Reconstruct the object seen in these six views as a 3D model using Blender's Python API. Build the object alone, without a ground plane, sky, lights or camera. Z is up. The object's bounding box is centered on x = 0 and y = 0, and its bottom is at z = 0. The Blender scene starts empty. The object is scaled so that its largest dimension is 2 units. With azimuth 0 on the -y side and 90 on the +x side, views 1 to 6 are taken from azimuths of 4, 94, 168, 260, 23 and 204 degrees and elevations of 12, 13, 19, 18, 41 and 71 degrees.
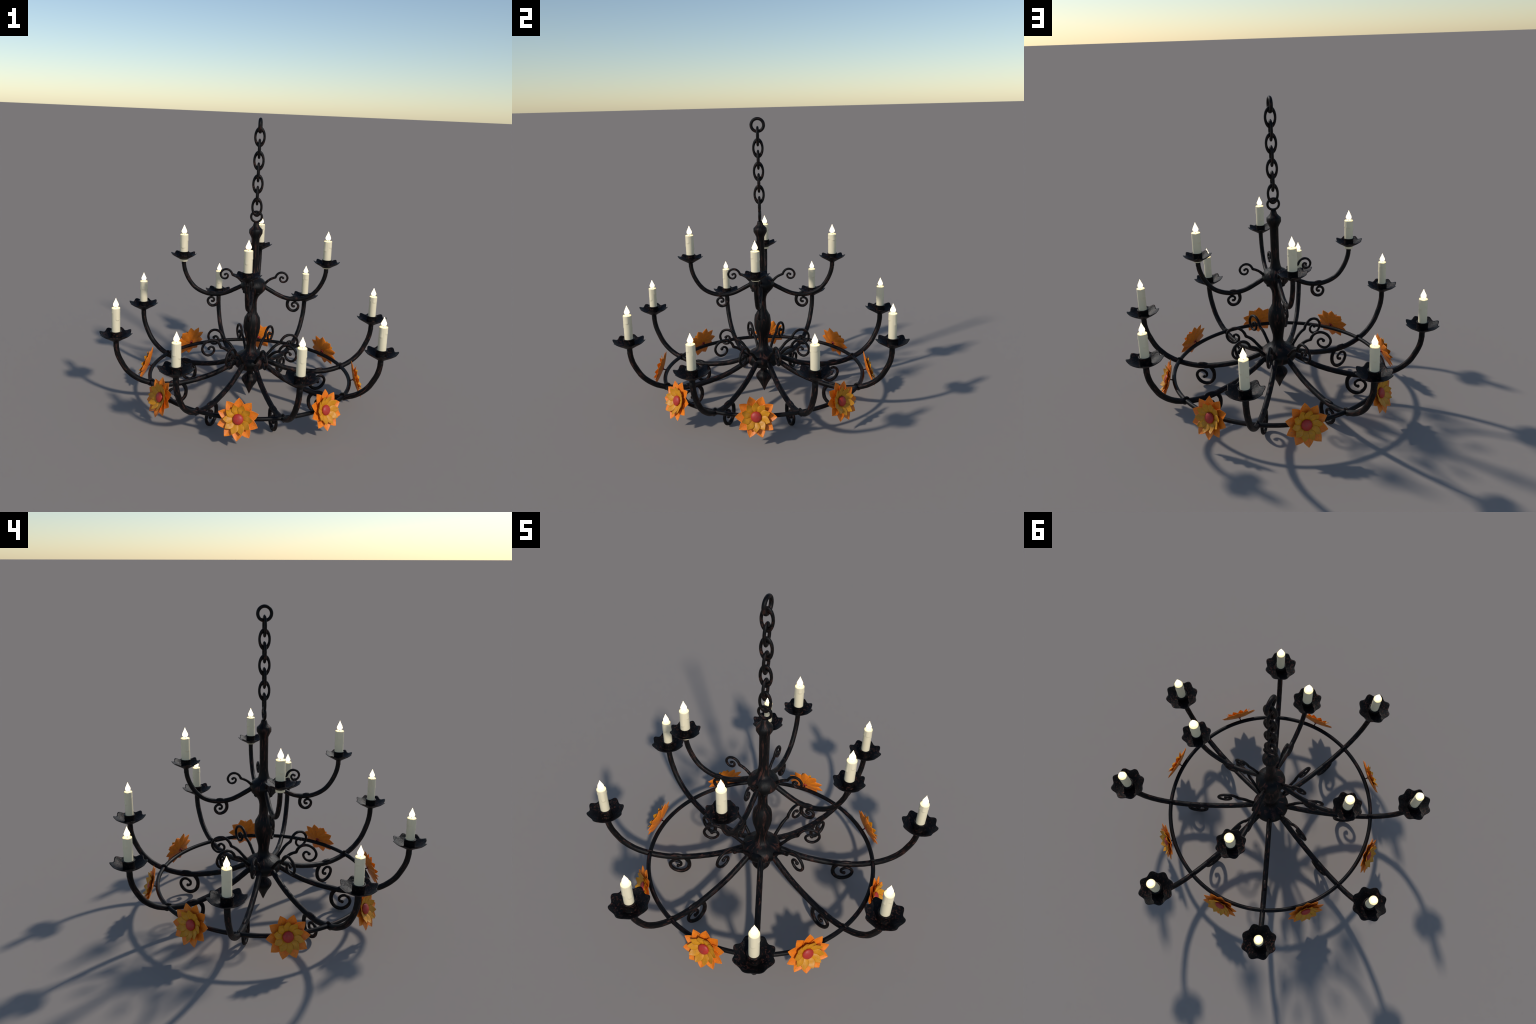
import bpy, math, random
from mathutils import Matrix, Vector

random.seed(11)
TAU = 2 * math.pi
SCN = bpy.context.scene.collection


# ------------------------------------------------------------------ helpers
def new_mesh(name, verts, faces, mat, smooth=True):
    me = bpy.data.meshes.new(name)
    me.from_pydata([tuple(v) for v in verts], [], faces)
    me.materials.append(mat)
    if smooth:
        me.polygons.foreach_set("use_smooth", [True] * len(me.polygons))
    me.update()
    return me


def add(name, mesh, parent, matrix=None):
    ob = bpy.data.objects.new(name, mesh)
    SCN.objects.link(ob)
    ob.parent = parent
    if matrix is not None:
        ob.matrix_local = matrix
    return ob


def rot_z(deg):
    return Matrix.Rotation(math.radians(deg), 4, "Z")


def spline(pts, n=8):
    """Catmull-Rom through 2D points, n samples per span."""
    out = []
    P = [Vector(p) for p in pts]
    P = [P[0] * 2 - P[1]] + P + [P[-1] * 2 - P[-2]]
    for i in range(1, len(P) - 2):
        p0, p1, p2, p3 = P[i - 1:i + 3]
        # centripetal parametrisation keeps the curls round
        t1 = max((p1 - p0).length, 1e-6) ** .5
        t2 = t1 + max((p2 - p1).length, 1e-6) ** .5
        t3 = t2 + max((p3 - p2).length, 1e-6) ** .5
        for j in range(n):
            t = t1 + (t2 - t1) * j / n
            a1 = p0 * ((t1 - t) / t1) + p1 * (t / t1)
            a2 = p1 * ((t2 - t) / (t2 - t1)) + p2 * ((t - t1) / (t2 - t1))
            a3 = p2 * ((t3 - t) / (t3 - t2)) + p3 * ((t - t2) / (t3 - t2))
            b1 = a1 * ((t2 - t) / t2) + a2 * (t / t2)
            b2 = a2 * ((t3 - t) / (t3 - t1)) + a3 * ((t - t1) / (t3 - t1))
            out.append(b1 * ((t2 - t) / (t2 - t1)) + b2 * ((t - t1) / (t2 - t1)))
    out.append(P[-2])
    return out


def lerp_list(keys, t):
    for (a, va), (b, vb) in zip(keys, keys[1:]):
        if t <= b:
            return va + (vb - va) * (t - a) / max(b - a, 1e-9)
    return keys[-1][1]


def tube(path, radius, seg=14, wobble=0.0, seed=0, caps=True):
    """Round bar along a path in the XZ plane (path holds (r, z) pairs).
    radius: keys (share of the length, half thickness)."""
    rnd = random.Random(seed)
    ph = [rnd.uniform(0, TAU) for _ in range(4)]
    L = [0.0]
    for a, b in zip(path, path[1:]):
        L.append(L[-1] + (b - a).length)
    rings = []
    for i, p in enumerate(path):
        a = path[max(i - 1, 0)]
        b = path[min(i + 1, len(path) - 1)]
        T = (b - a).normalized()
        rr = lerp_list(radius, L[i] / L[-1])
        w = wobble * (math.sin(L[i] * 95 + ph[0]) + .6 * math.sin(L[i] * 210 + ph[1]))
        rings.append((p, T, rr * (1 + w)))
    if caps:
        p, T, r = rings[0]
        head = [(p - T * r * math.sin(q), T, r * math.cos(q)) for q in (1.45, 1.0, .5)]
        p, T, r = rings[-1]
        tail = [(p + T * r * math.sin(q), T, r * math.cos(q)) for q in (.5, 1.0, 1.45)]
        rings = head + rings + tail
    vs, fs = [], []
    for p, T, r in rings:
        N = Vector((-T.y, T.x))
        for k in range(seg):
            c, s = math.cos(TAU * k / seg), math.sin(TAU * k / seg)
            vs.append((p.x + N.x * c * r, s * r, p.y + N.y * c * r))
    for i in range(len(rings) - 1):
        for k in range(seg):
            a, b = i * seg + k, i * seg + (k + 1) % seg
            fs.append((a, b, b + seg, a + seg))
    fs.append(tuple(range(seg - 1, -1, -1)))
    fs.append(tuple(range(len(vs) - seg, len(vs))))
    return vs, fs


def lathe(profile, seg=40):
    """profile: (radius, z) from the top down; radius 0 closes to a point."""
    vs, fs, rows = [], [], []
    for r, z in profile:
        if r < 1e-6:
            rows.append([len(vs)])
            vs.append((0, 0, z))
        else:
            rows.append(list(range(len(vs), len(vs) + seg)))
            vs += [(r * math.cos(TAU * k / seg), r * math.sin(TAU * k / seg), z) for k in range(seg)]
    for A, B in zip(rows, rows[1:]):
        for k in range(seg):
            l = (k + 1) % seg
            if len(A) == 1:
                fs.append((A[0], B[k], B[l]))
            elif len(B) == 1:
                fs.append((A[k], B[0], A[l]))
            else:
                fs.append((A[k], B[k], B[l], A[l]))
    return vs, fs


def torus(R, r, sx=1, sy=1, sz=1, n=48, m=14):
    """Ring in the XZ plane (axis along Y), scaled afterwards."""
    vs, fs = [], []
    for i in range(n):
        a = TAU * i / n
        for j in range(m):
            b = TAU * j / m
            d = R + r * math.cos(b)
            vs.append((d * math.cos(a) * sx, r * math.sin(b) * sy, d * math.sin(a) * sz))
    for i in range(n):
        for j in range(m):
            i2, j2 = (i + 1) % n, (j + 1) % m
            fs.append((i * m + j, i * m + j2, i2 * m + j2, i2 * m + j))
    return vs, fs


def merge(*parts):
    vs, fs = [], []
    for v, f in parts:
        o = len(vs)
        vs += list(v)
        fs += [tuple(i + o for i in q) for q in f]
    return vs, fs


def moved(part, dx=0, dy=0, dz=0):
    v, f = part
    return [(x + dx, y + dy, z + dz) for x, y, z in v], f


# ---------------------------------------------------------------- materials
class Nodes:
    def __init__(self, name):
        self.mat = bpy.data.materials.new(name)
        self.mat.use_nodes = True
        self.nt = self.mat.node_tree
        self.bsdf = self.nt.nodes["Principled BSDF"]

    def n(self, kind, **kw):
        nd = self.nt.nodes.new("ShaderNode" + kind)
        for k, v in kw.items():
            setattr(nd, k, v)
        return nd

    def link(self, a, b):
        self.nt.links.new(a, b)

    def math(self, op, a, b=None):
        nd = self.n("Math", operation=op)
        for i, v in enumerate((a, b)):
            if v is None:
                continue
            if isinstance(v, (int, float)):
                nd.inputs[i].default_value = v
            else:
                self.link(v, nd.inputs[i])
        return nd.outputs[0]

    def coords(self):
        return self.n("TexCoord").outputs["Object"]

    def noise(self, vec, scale, detail=4, rough=.55, dist=0.0):
        nd = self.n("TexNoise")
        nd.inputs["Scale"].default_value = scale
        nd.inputs["Detail"].default_value = detail
        nd.inputs["Roughness"].default_value = rough
        nd.inputs["Distortion"].default_value = dist
        self.link(vec, nd.inputs["Vector"])
        return nd.outputs["Fac"]

    def ramp(self, fac, stops):
        nd = self.n("ValToRGB")
        el = nd.color_ramp.elements
        while len(el) < len(stops):
            el.new(.5)
        for e, (p, c) in zip(el, stops):
            e.position = p
            e.color = (*c, 1) if not isinstance(c, (int, float)) else (c, c, c, 1)
        self.link(fac, nd.inputs["Fac"])
        return nd.outputs["Color"]

    def mix(self, fac, a, b, mode="MIX"):
        nd = self.n("Mix", data_type="RGBA", blend_type=mode)
        for i, v in ((0, fac), (6, a), (7, b)):
            if isinstance(v, tuple):
                nd.inputs[i].default_value = (*v, 1)
            elif isinstance(v, (int, float)):
                nd.inputs[i].default_value = v
            else:
                self.link(v, nd.inputs[i])
        return nd.outputs[2]

    def combine(self, x, y, z):
        nd = self.n("CombineXYZ")
        for i, v in enumerate((x, y, z)):
            if isinstance(v, (int, float)):
                nd.inputs[i].default_value = v
            else:
                self.link(v, nd.inputs[i])
        return nd.outputs[0]

    def bump(self, height, strength, distance):
        nd = self.n("Bump")
        nd.inputs["Strength"].default_value = strength
        nd.inputs["Distance"].default_value = distance
        self.link(height, nd.inputs["Height"])
        self.link(nd.outputs["Normal"], self.bsdf.inputs["Normal"])


IRON_BLACK = (.0020, .0020, .0024)
IRON_GREY = (.0056, .0054, .0056)
IRON_RUST = (.0640, .0255, .0185)


def iron(name, plane="XZ", centre=(0, 0), R=None, stretch=.16, turned=False, scale=95, lo=.545, hi=.61, rough=.5, relief=.004):
    """Blackened wrought iron with rust-brown rubbed streaks running along the bar.
    The run of a bar is read as the angle round its bend centre (object coordinates);
    on turned work the streaks follow the profile from top to bottom."""
    N = Nodes(name)
    sep = N.n("SeparateXYZ")
    N.link(N.coords(), sep.inputs[0])
    X, Y, Z = sep.outputs

    def length(a, b):
        return N.math("SQRT", N.math("ADD", N.math("MULTIPLY", a, a), N.math("MULTIPLY", b, b)))

    if turned:
        rad = N.math("MAXIMUM", length(X, Y), .004)
        run = N.math("MULTIPLY", N.math("SUBTRACT", Z, rad), stretch)
        vec = N.combine(N.math("MULTIPLY", N.math("DIVIDE", X, rad), R), N.math("MULTIPLY", N.math("DIVIDE", Y, rad), R), run)
    elif R is not None:
        A, B, C = (X, Z, Y) if plane == "XZ" else (X, Y, Z)
        a = N.math("SUBTRACT", A, centre[0])
        b = N.math("SUBTRACT", B, centre[1])
        run = N.math("MULTIPLY", N.math("ARCTAN2", b, a), R * stretch)
        vec = N.combine(run, C, length(a, b))
    else:
        vec = N.combine(X, Y, Z)
    rnd = N.n("ObjectInfo").outputs["Random"]
    off = N.n("VectorMath", operation="ADD")
    N.link(vec, off.inputs[0])
    N.link(N.combine(N.math("MULTIPLY", rnd, 7.0), N.math("MULTIPLY", rnd, 3.0), 0.0), off.inputs[1])
    vec = off.outputs[0]
    f1 = N.noise(vec, scale, 4, .55, .5)
    f2 = N.noise(vec, scale * .35, 3, .5)
    f3 = N.noise(vec, scale * 2.2, 3, .6)
    base = N.mix(N.ramp(f2, [(.42, 0.0), (.64, 1.0)]), IRON_BLACK, IRON_GREY)
    rust = N.ramp(f1, [(lo, 0.0), (hi, 1.0)])
    rust = N.mix(1.0, rust, N.ramp(f3, [(.38, .18), (.54, 1.0)]), "MULTIPLY")
    zones = N.noise(N.coords(), 13.0, 2)
    rust = N.mix(1.0, rust, N.ramp(zones, [(.40, .22), (.56, 1.0)]), "MULTIPLY")
    N.link(N.mix(rust, base, IRON_RUST), N.bsdf.inputs["Base Color"])
    N.bsdf.inputs["Roughness"].default_value = rough
    N.bsdf.inputs["Specular IOR Level"].default_value = .17
    N.bump(N.mix(.4, f1, f2), .6, relief)
    return N.mat


# arm geometry first (its bend centre drives the streaks)
ARM_LOW = [(.055, .311), (.100, .285), (.140, .2640), (.200, .2335), (.270, .2035), (.350, .1800), (.430, .1633), (.510, .1520),
           (.578, .1497), (.656, .1588), (.724, .1764), (.786, .2022), (.8375, .2374), (.882, .2828), (.9168, .3421),
           (.9393, .3930), (.9505, .4435), (.9530, .4885)]
ARM_UP = [(.040, .862), (.0887, .8315), (.125, .8115), (.170, .7880), (.218, .7690), (.272, .7608), (.320, .7628), (.370, .7775),
          (.413, .8020), (.446, .8370), (.470, .8760), (.4860, .9120), (.4965, .9500), (.5008, .9940)]

MAT_MAST = iron("iron_mast", turned=True, R=.045, stretch=.16, scale=72, lo=.54, hi=.595, relief=.009)
MAT_ARM_LOW = iron("iron_lower_arm", centre=(.53, .575), R=.43, scale=112)
MAT_ARM_UP = iron("iron_upper_arm", centre=(.29, .99), R=.225, scale=112)
MAT_SCROLL = iron("iron_scroll", centre=(.0, .0), R=.05, stretch=.22, scale=120, lo=.53, hi=.62)
MAT_HOOP = iron("iron_hoop", plane="XY", R=.718, stretch=.10, scale=110, lo=.56, hi=.64)
MAT_LINK = iron("iron_chain", R=.04, stretch=.3, scale=110, lo=.53, hi=.64)
MAT_PAN = iron("iron_drip_pan", scale=78, lo=.55, hi=.60, relief=.006)


def paint(name, colour, edge, worn, scale=1.0):
    """Enamel paint with faint grime blotches and short dark scratches running outward."""
    N = Nodes(name)
    v = N.coords()
    rnd = N.n("ObjectInfo").outputs["Random"]
    off = N.n("VectorMath", operation="ADD")
    N.link(v, off.inputs[0])
    N.link(N.combine(N.math("MULTIPLY", rnd, 5.0), N.math("MULTIPLY", rnd, 9.0), 0.0), off.inputs[1])
    mp = N.n("Mapping")
    mp.inputs["Scale"].default_value = (.22, 1, 1)
    N.link(off.outputs[0], mp.inputs["Vector"])
    f = N.noise(off.outputs[0], 38 * scale, 4)
    col = N.mix(N.ramp(f, [(.35, 0.0), (.68, 1.0)]), colour, edge)
    g = N.noise(mp.outputs[0], 420 * scale, 3, .6)
    col = N.mix(N.ramp(g, [(.585, 0.0), (.65, .65)]), col, worn)
    N.link(col, N.bsdf.inputs["Base Color"])
    N.bsdf.inputs["Roughness"].default_value = .45
    N.bsdf.inputs["Specular IOR Level"].default_value = .4
    N.bump(g, .18, .002)
    return N.mat


MAT_ORANGE = paint("orange_petal_paint", (.93, .250, .010), (.82, .185, .008), (.16, .13, .10))
MAT_YELLOW = paint("yellow_petal_paint", (.70, .290, .006), (.60, .235, .006), (.14, .12, .09))
MAT_RED = paint("red_centre_paint", (.50, .034, .024), (.40, .026, .018), (.13, .11, .10))


def wax():
    N = Nodes("ivory_wax")
    f = N.noise(N.coords(), 22, 3)
    N.link(N.mix(f, (.94, .825, .575), (.88, .765, .52)), N.bsdf.inputs["Base Color"])
    N.bsdf.inputs["Roughness"].default_value = .5
    N.bsdf.inputs["Specular IOR Level"].default_value = .35
    return N.mat


def glow(name, base, colour, strength):
    N = Nodes(name)
    N.bsdf.inputs["Base Color"].default_value = (*base, 1)
    N.bsdf.inputs["Roughness"].default_value = .6
    N.bsdf.inputs["Emission Color"].default_value = (*colour, 1)
    N.bsdf.inputs["Emission Strength"].default_value = strength
    return N.mat


MAT_WAX = wax()
MAT_FLAME = glow("candle_flame", (.9, .8, .6), (1.0, .74, .36), 6.0)
MAT_POOL = glow("melted_wax_baked_flamelight", (.7, .6, .4), (1.0, .74, .34), .75)  # weak emission paints the flame's light onto the candle top
MAT_WICK = glow("charred_wick", (.030, .016, .010), (1.0, .4, .1), .0)

# ------------------------------------------------------------------- object
root = bpy.data.objects.new("chandelier", None)
SCN.objects.link(root)
root["label"] = "black wrought-iron chandelier with candles and orange metal flowers"
root["category"] = "candle chandelier"

# ---- mast: one turned bar with three bulbs and a pointed finial
mast_profile = [(0, 1.2925), (.0120, 1.2925), (.0165, 1.2905), (.0200, 1.2780), (.0228, 1.2680), (.0300, 1.2590), (.0400, 1.2485),
                (.0464, 1.2425), (.0472, 1.2300), (.0466, 1.2165), (.0400, 1.2040), (.0320, 1.1880), (.0280, 1.1780),
                (.0274, 1.1000), (.0274, 1.0200), (.0277, .9650), (.0312, .9360), (.0355, .9140), (.0430, .9000), (.0540, .8945), (.0680, .8865),
                (.0815, .8710), (.0900, .8530), (.0924, .8440), (.0905, .8330), (.0815, .8110), (.0650, .7920), (.0500, .7765), (.0385, .7610),
                (.0320, .7440), (.0285, .7220), (.0290, .6900), (.0316, .6500), (.0420, .6280), (.0550, .6060), (.0595, .5750),
                (.0605, .5330), (.0555, .5010), (.0440, .4600), (.0358, .4250), (.0345, .4050), (.0355, .3880), (.0400, .3700),
                (.0490, .3560), (.0600, .3475), (.0760, .3405), (.0900, .3330), (.1020, .3245), (.1130, .3140), (.1205, .3020), (.1240, .2880), (.1225, .2720), (.1160, .2560),
                (.1060, .2430), (.0920, .2340), (.0720, .2260), (.0500, .2210), (.0300, .2180), (.0245, .2080), (.0235, .1925), (.0260, .1850), (.0430, .1690),
                (.0550, .1540), (.0590, .1390), (.0555, .1270), (.0450, .1090), (.0320, .0885), (.0180, .0600), (.0080, .0360), (0, .0205)]
rivets = []
for k in range(4):  # rounded rod ends that show through the upper knot between its arms
    a = math.radians(31 + 90 * k)
    ball = [(math.sin(q) * .0125, math.cos(q) * .0125) for q in [math.pi * i / 10 for i in range(11)]]
    ball = [(0 if i in (0, 10) else r, z) for i, (r, z) in enumerate(ball)]
    rivets.append(moved(lathe(ball, 16), .0690 * math.cos(a), .0690 * math.sin(a), .8020))
add("mast", new_mesh("mast", *merge(lathe(mast_profile, 48), *rivets), MAT_MAST), root)

# ---- chain: alternating tall links between the ceiling ring and the mast eye
link_me = new_mesh("chain_link", *torus(.0312, .0082, 1, 1.08, 1.745), MAT_LINK)
top_me = new_mesh("ceiling_ring", *torus(.0424, .0106, 1, 1.10, 1), MAT_LINK)
eye_me = new_mesh("mast_eye", *torus(.0370, .0081, 1, 1.10, .97), MAT_LINK)
add("ceiling_ring", top_me, root, Matrix.Translation((0, 0, 1.9470)) @ rot_z(90))
for i in range(7):
    add("chain_link", link_me, root, Matrix.Translation((0, 0, 1.8720 - .07895 * i)) @ rot_z(0 if i % 2 == 0 else 90))
add("mast_eye", eye_me, root, Matrix.Translation((0, 0, 1.3310)))

# ---- hoop joining the lower arms
HOOP_R, HOOP_Z = .7162, .1798
hv, hf = torus(HOOP_R, .0139, n=144, m=14)
hoop_me = new_mesh("hoop", [(x, z, y + HOOP_Z) for x, y, z in hv], hf, MAT_HOOP)
add("hoop", hoop_me, root)


# ---- drip pans, sockets
def drip_pan(S, lobe_turn):
    """Eight-lobed shallow cone of thin sheet, lobes curled up at their tips."""
    inner = [(.010, .0165), (.032, .0175), (.048, .0258), (.062, .0342), (.076, .0435), (.0915, .0545)]
    under = [(.010, .0000), (.022, .0074), (.042, .0196), (.062, .0310), (.076, .0400), (.0915, .0525)]
    nr, nt = 15, 176
    vs, fs = [], []
    for prof in (inner, under):
        for i in range(nr):
            t = i / (nr - 1)
            for k in range(nt):
                a = TAU * k / nt
                lob = math.cos(8 * (a - lobe_turn))
                Rm = .0908 * (1 - .063 * (1 - lob))
                r = .010 + (Rm - .010) * t
                z = lerp_list(prof, r) + .0013 * lob * t ** 3 - .0010 * lob * math.sin(math.pi * t) * t
                vs.append((r * math.cos(a) * S, r * math.sin(a) * S, z * S))
    M = nr * nt
    for i in range(nr - 1):
        for k in range(nt):
            l = (k + 1) % nt
            a, b, c, d = i * nt + k, i * nt + l, (i + 1) * nt + l, (i + 1) * nt + k
            fs.append((a, d, c, b))
            fs.append((M + a, M + b, M + c, M + d))
    for k in range(nt):
        l = (k + 1) % nt
        e = (nr - 1) * nt
        fs.append((e + k, M + e + k, M + e + l, e + l))
        fs.append((k, l, M + l, M + k))
    return vs, fs


def socket(r, lip, top, low):
    return lathe([(.0292, low + .004), (.0292, top - .002), (.0300, top), (lip, top), (lip + .0006, top - .002), (lip, top - .004), (r + .0006, top - .0075),
                  (r, top - .014), (r, low + .004), (r + .002, low + .001), (r + .002, low), (.0, low)], 40)


# ---- scrolls (spines in the plane of their arm)
HUB_STEM = [(.085, .262), (.108, .298), (.1455, .3400), (.1730, .3690), (.1960, .3850), (.2238, .3965)]
HUB_CURL = [(.2238, .3965), (.2350, .4222), (.2570, .4445), (.2840, .4540), (.3150, .4500), (.3420, .4320), (.3585, .3985), (.3515, .3685),
            (.3335, .3496), (.3165, .3433), (.2925, .3490), (.2760, .3660), (.2722, .3850), (.2800, .3995), (.2940, .4060), (.3060, .4010), (.3105, .3935)]
UP_STEM = [(.040, .800), (.060, .838), (.0870, .8685), (.1050, .8860), (.1180, .8950), (.1340, .9030), (.1508, .9095)]
UP_CURL = [(.1508, .9095), (.1615, .9300), (.1760, .9425), (.1940, .9472), (.2130, .9435), (.2280, .9310), (.2355, .9135), (.2325, .8970), (.2230, .8845),
           (.2088, .8790), (.1940, .8825), (.1850, .8930), (.1840, .9050), (.1905, .9140), (.1990, .9145), (.2050, .9090)]
LOW_CURL = [(.5920, .1560), (.5740, .1640), (.5500, .1655), (.5230, .1610), (.5020, .1510), (.4860, .1370), (.4715, .1121), (.4680, .0824), (.4750, .0515),
            (.4918, .0285), (.5137, .0160), (.5340, .0131), (.5585, .0205), (.5810, .0390), (.5945, .0678), (.5910, .0910), (.5768, .1072),
            (.5575, .1133), (.5360, .1065), (.5225, .0905), (.5240, .0730), (.5330, .0650), (.5430, .0640)]
UP_LOW_CURL = [(.3190, .7660), (.3060, .7705), (.2900, .7720), (.2720, .7685), (.2590, .7610), (.2495, .7490), (.2445, .7322), (.2450, .7117), (.2560, .6905),
               (.2720, .6790), (.2880, .6755), (.3047, .6805), (.3180, .6955), (.3220, .7132), (.3140, .7295), (.2970, .7372), (.2830, .7330),
               (.2765, .7220), (.2790, .7115), (.2850, .7065), (.2910, .7085)]


def scroll(name, paths, radius, ball, centre, seed):
    pts = []
    for p in paths:
        s = spline(p, 6)
        pts += s if not pts else s[1:]
    c = Vector(centre)
    pts = [p - c for p in pts]
    e = pts[-1]
    part = tube(pts, radius, 12, .03, seed)
    # the curl ends in a small forged bead
    bead = [(math.sin(q) * ball, math.cos(q) * ball) for q in [math.pi * i / 10 for i in range(11)]]
    part = merge(part, moved(lathe([(max(0, r) if 0 < i < 10 else 0, z) for i, (r, z) in enumerate(bead)], 14), e.x, 0, e.y))
    return new_mesh(name, *part, MAT_SCROLL), Matrix.Translation((centre[0], 0, centre[1]))


hub_scroll = scroll("hub_scroll", [HUB_STEM, HUB_CURL], [(0, .0107), (.28, .0105), (.45, .0097), (1, .0081)], .0116, (.30, .395), 1)
up_scroll = scroll("node_scroll", [UP_STEM, UP_CURL], [(0, .0092), (.3, .0090), (.5, .0082), (1, .0068)], .0088, (.20, .91), 2)
low_curl = scroll("hanging_scroll", [LOW_CURL], [(0, .0070), (.05, .0120), (.16, .0138), (.35, .0131), (.6, .0120), (.85, .0095), (1, .0090)], .0117, (.535, .08), 3)
up_low_curl = scroll("hanging_scroll_small", [UP_LOW_CURL], [(0, .0060), (.05, .0104), (.16, .0120), (.35, .0113), (.6, .0101), (.85, .0081), (1, .0074)], .0092, (.288, .715), 4)

# ---- arms
arm_low = merge(tube(spline(ARM_LOW, 7), [(0, .0187), (1, .0185)], 16, .012, 5),
                moved(lathe([(0, .001), (.0180, .001), (.0182, -.030), (.0172, -.037), (.0, -.040)], 20), .9530, 0, .4890))
arm_up = merge(tube(spline(ARM_UP, 7), [(0, .0155), (1, .0151)], 16, .012, 6),
               moved(lathe([(0, .001), (.0143, .001), (.0146, -.022), (.0138, -.028), (.0, -.030)], 20), .5008, 0, .9940))
arm_low_me = new_mesh("lower_arm", *arm_low, MAT_ARM_LOW)
arm_up_me = new_mesh("upper_arm", *arm_up, MAT_ARM_UP)
bind_me = new_mesh("binding_ring", *torus(.0212, .0070, 1, .9, 1, 32, 12), MAT_LINK)

pan_low_me = new_mesh("drip_pan", *drip_pan(1.235, math.radians(22.5)), MAT_PAN)
pan_up_me = new_mesh("small_drip_pan", *drip_pan(1.0, 0), MAT_PAN)
sock_low_me = new_mesh("candle_socket", *socket(.0362, .0382, .0765, .0205), MAT_PAN)
sock_up_me = new_mesh("small_candle_socket", *socket(.0306, .0328, .0670, .0168), MAT_PAN)


# ---- candles
CANDLE_R, CANDLE_L = .0285, .190


def candle_mesh(seed):
    """Wax stick, origin at the centre of its top; runs of wax frozen down the side."""
    rnd = random.Random(seed)
    runs = []
    base = rnd.uniform(0, TAU)
    for i in range(4):
        runs.append((base + i * TAU / 4 + rnd.uniform(-.4, .4), rnd.uniform(.035, .115), rnd.uniform(.38, .62), rnd.uniform(.0012, .0026)))
    nz, seg = 64, 56
    vs, fs = [], []
    rows = [(0.0, -.0035), (.0, 0.0)]
    for i in range(nz):
        z = -CANDLE_L * (i / (nz - 1)) ** 1.0
        for k in range(seg):
            a = TAU * k / seg
            r = CANDLE_R - .0006
            if i == 0:
                r -= .0014
            for ang, ln, w, th in runs:
                d = (a - ang + math.pi) % TAU - math.pi
                side = max(0.0, 1 - (d / w) ** 2)
                if side <= 0:
                    continue
                q = -z / ln
                end = ln * (1 - .10 * (1 - side))
                fall = min(1.0, max(0.0, (end + z) / .005))
                fat = .55 + .9 * max(0.0, min(1.0, q)) ** 4
                r += th * min(1.0, side * 2.2) * fall * fat
            vs.append((r * math.cos(a), r * math.sin(a), z))
    for i in range(nz - 1):
        for k in range(seg):
            l = (k + 1) % seg
            fs.append((i * seg + k, (i + 1) * seg + k, (i + 1) * seg + l, i * seg + l))
    fs.append(tuple(range((nz - 1) * seg + seg - 1, (nz - 1) * seg - 1, -1)))
    return new_mesh("candle", vs, fs, MAT_WAX)


candle_mes = [candle_mesh(40 + i) for i in range(4)]
# slightly dished pool that closes the top of the stick
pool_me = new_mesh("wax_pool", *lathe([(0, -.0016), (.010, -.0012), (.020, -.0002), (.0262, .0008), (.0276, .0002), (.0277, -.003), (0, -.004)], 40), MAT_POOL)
wick_me = new_mesh("wick", *lathe([(0, .0165), (.0012, .0160), (.0015, .004), (.0016, -.003), (0, -.003)], 10), MAT_WICK)
flame_pts = [(0, .0680), (.0012, .0645), (.0030, .0595), (.0052, .0540), (.0082, .0470), (.0116, .0395), (.0150, .0320), (.0172, .0262), (.0178, .0218), (.0170, .0172),
             (.0145, .0132), (.0105, .0104), (.0055, .0089), (0, .0085)]
flame_prof = [(max(0.0, p.x), p.y) for p in spline(flame_pts, 4)]
flame_prof[0] = (0, .0680)
flame_me = new_mesh("flame", *lathe(flame_prof, 28), MAT_FLAME)

TIP_LOW = [.7826, .8004, .7784, .7901, .7948, .7755, .7963, .7872]
TIP_UP = [1.2562, 1.2624, 1.2467, 1.2646]
FLAME_H = .0680


def add_candle(i, r, az, tip):
    c = add("candle", candle_mes[i % 4], root, rot_z(az) @ Matrix.Translation((r, 0, tip - FLAME_H)) @ rot_z(97 * i))
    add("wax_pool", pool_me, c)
    add("wick", wick_me, c)
    add("flame", flame_me, c)


for k in range(8):
    az = 22.5 + 45 * k
    arm = add("lower_arm", arm_low_me, root, rot_z(az))
    add("hub_scroll", hub_scroll[0], arm, hub_scroll[1])
    add("hanging_scroll", low_curl[0], arm, low_curl[1])
    add("binding_ring", bind_me, arm, Matrix.Translation((HOOP_R, 0, .1780)))
    add("drip_pan", pan_low_me, arm, Matrix.Translation((.9530, 0, .4880)))
    add("candle_socket", sock_low_me, arm, Matrix.Translation((.9530, 0, .4880)))
    add_candle(k, .9530, az, TIP_LOW[k])
for k in range(4):
    az = 90 * k
    arm = add("upper_arm", arm_up_me, root, rot_z(az))
    add("node_scroll", up_scroll[0], arm, up_scroll[1])
    add("hanging_scroll", up_low_curl[0], arm, up_low_curl[1])
    add("drip_pan", pan_up_me, arm, Matrix.Translation((.5005, 0, .9920)))
    add("candle_socket", sock_up_me, arm, Matrix.Translation((.5005, 0, .9920)))
    add_candle(k + 3, .5003, az, TIP_UP[k])


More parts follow.
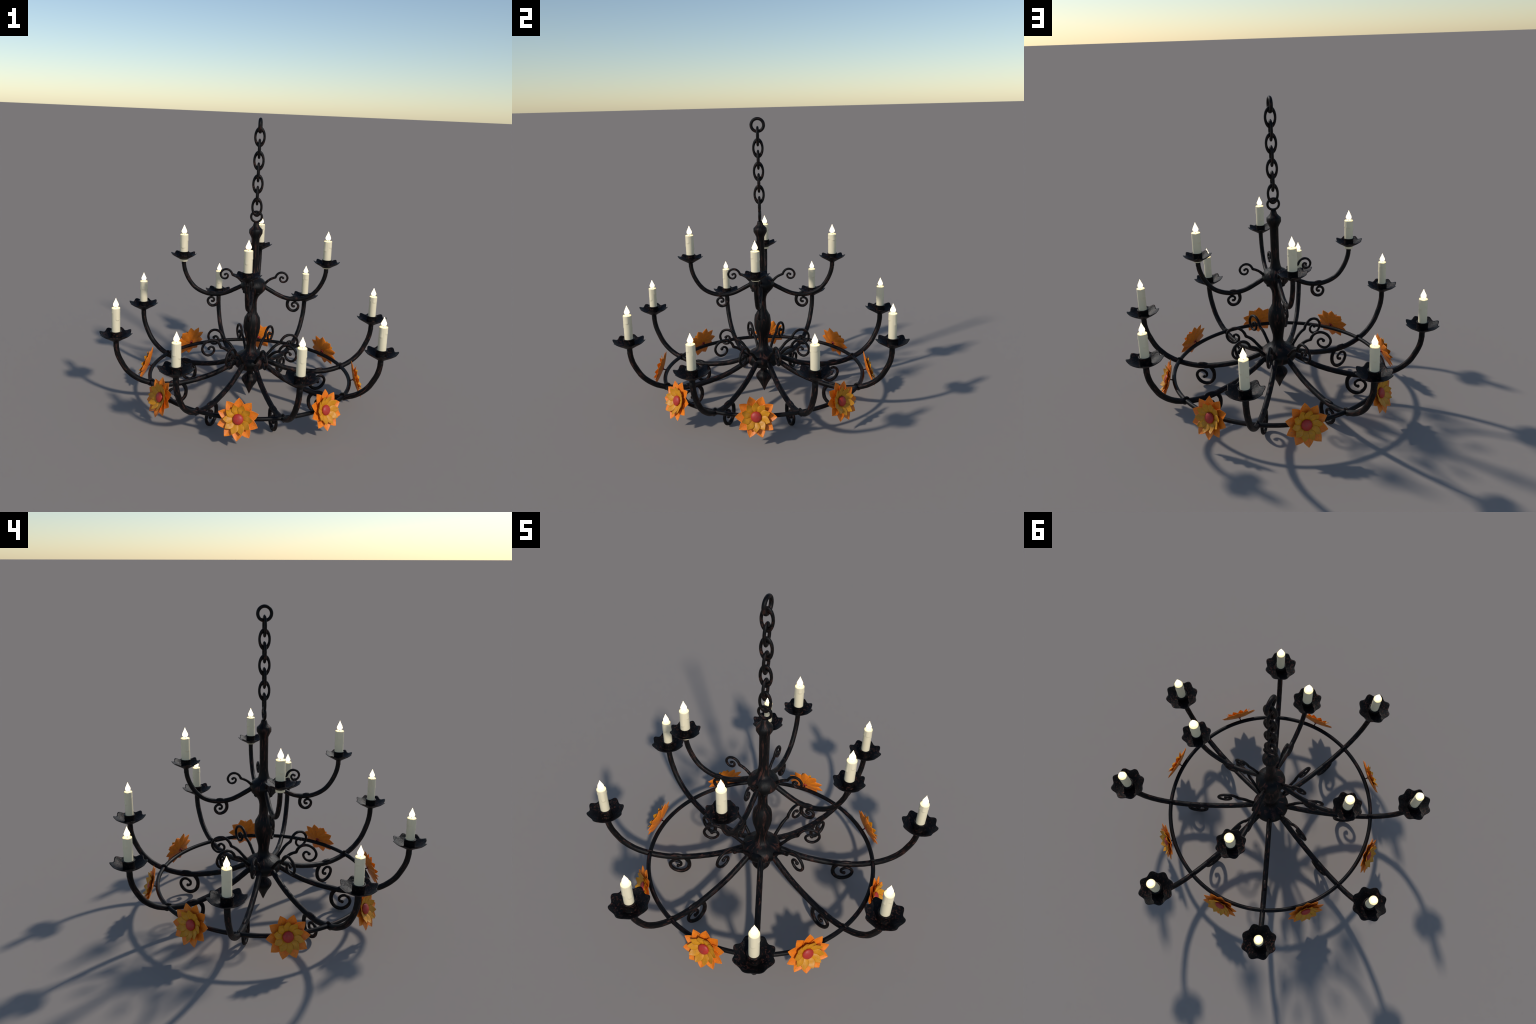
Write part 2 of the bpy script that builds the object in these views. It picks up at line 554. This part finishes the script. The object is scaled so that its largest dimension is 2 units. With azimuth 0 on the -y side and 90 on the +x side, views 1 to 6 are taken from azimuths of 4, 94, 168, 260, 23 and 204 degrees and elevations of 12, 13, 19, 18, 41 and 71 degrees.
# ---- flowers
def petal(L0, L1, half, s_of, cup_of, tilt, point, mat, name, thick=.0022):
    """Spoon-shaped sheet petal, root at x = L0, tip at x = L1; z is toward the viewer."""
    nu, nv = 22, 13
    top, vs, fs = [], [], []
    for side in (0, 1):
        for i in range(nu):
            x = L0 + (L1 - L0) * (i / (nu - 1))
            d = L1 - x
            w = half * (1 - max(0.0, 1 - d / point) ** 1.6)
            root_t = (x - L0) / (L1 - L0)
            w *= .42 + .58 * min(1.0, root_t / .45) ** .8
            w = max(w, .0004)
            for j in range(nv):
                y = (2 * j / (nv - 1) - 1)
                z = s_of(x) + cup_of(x) * y * y * (w / half) + math.sin(tilt) * y * w * max(0.0, 1 - root_t ** 2)
                z -= .0009 * math.exp(-(y / .12) ** 2) * root_t
                if side:
                    z -= thick * min(1.0, d / .012 + .45) * (1 - .45 * abs(y) ** 4)
                vs.append((x, y * w, z))
    M = nu * nv
    for i in range(nu - 1):
        for j in range(nv - 1):
            a = i * nv + j
            fs.append((a, a + nv, a + nv + 1, a + 1))
            fs.append((M + a, M + a + 1, M + a + nv + 1, M + a + nv))
    rim = [j for j in range(nv)] + [i * nv + nv - 1 for i in range(1, nu)] + [(nu - 1) * nv + j for j in range(nv - 2, -1, -1)] + [i * nv for i in range(nu - 2, 0, -1)]
    for a, b in zip(rim, rim[1:] + rim[:1]):
        fs.append((a, b, M + b, M + a))
    me = new_mesh(name, vs, fs, mat)
    return me


def outer_s(r):
    return -.0190 + .0190 * (r / .1316) ** 2


def inner_s(r):
    return -.0130 + .0360 * (r / .0918) ** 2.0 + .0040 * math.exp(-((r - .046) / .016) ** 2)


outer_me = petal(.0130, .1316, .0345, outer_s, lambda r: .0085 * min(1, r / .08), .10, .051, MAT_ORANGE, "outer_petal")
inner_me = petal(.0200, .0918, .0262, inner_s, lambda r: -.0085 + .0140 * max(0, (r - .038) / .054), .26, .033, MAT_YELLOW, "inner_petal", .0018)
dome = [(.0335 * math.sin(q), .0155 * math.cos(q) - .002) for q in [math.pi * .5 * i / 9 for i in range(10)]]
dome = [(0, dome[0][1])] + dome[1:] + [(.0325, -.0050), (.0270, -.0090), (.0130, -.0125), (.0125, -.0225), (.0070, -.0255), (0, -.0260)]
dome_me = new_mesh("flower_centre", *lathe(dome, 36), MAT_RED)
stalk_me = new_mesh("flower", *lathe([(0, -.020), (.0040, -.020), (.0042, -.060), (0, -.060)], 16), MAT_LINK)

FL_R, FL_Z, FL_TILT = .7674, .1975, math.radians(18.46)
for k in range(8):
    a = math.radians(45 * k)
    o = Vector((math.cos(a), math.sin(a), 0))
    zax = o * math.cos(FL_TILT) + Vector((0, 0, 1)) * math.sin(FL_TILT)
    xax = Vector((0, 0, 1)) * math.cos(FL_TILT) - o * math.sin(FL_TILT)
    yax = zax.cross(xax)
    pos = o * FL_R + Vector((0, 0, FL_Z))
    Mx = Matrix(((xax.x, yax.x, zax.x, pos.x), (xax.y, yax.y, zax.y, pos.y), (xax.z, yax.z, zax.z, pos.z), (0, 0, 0, 1)))
    fl = add("flower", stalk_me, root, Mx)
    psi = 18 + 9 * k
    for i in range(10):
        # alternate petals sit a hair in front of their neighbours, as stamped sheet does
        add("outer_petal", outer_me, fl, rot_z(-(psi + 36 * i)) @ Matrix.Translation((0, 0, .0007 * (i % 2))))
    for i in range(10):
        add("inner_petal", inner_me, fl, rot_z(-(psi + 17.7 + 36 * i)) @ Matrix.Translation((0, 0, .0005 * (i % 2))))
    add("flower_centre", dome_me, fl)
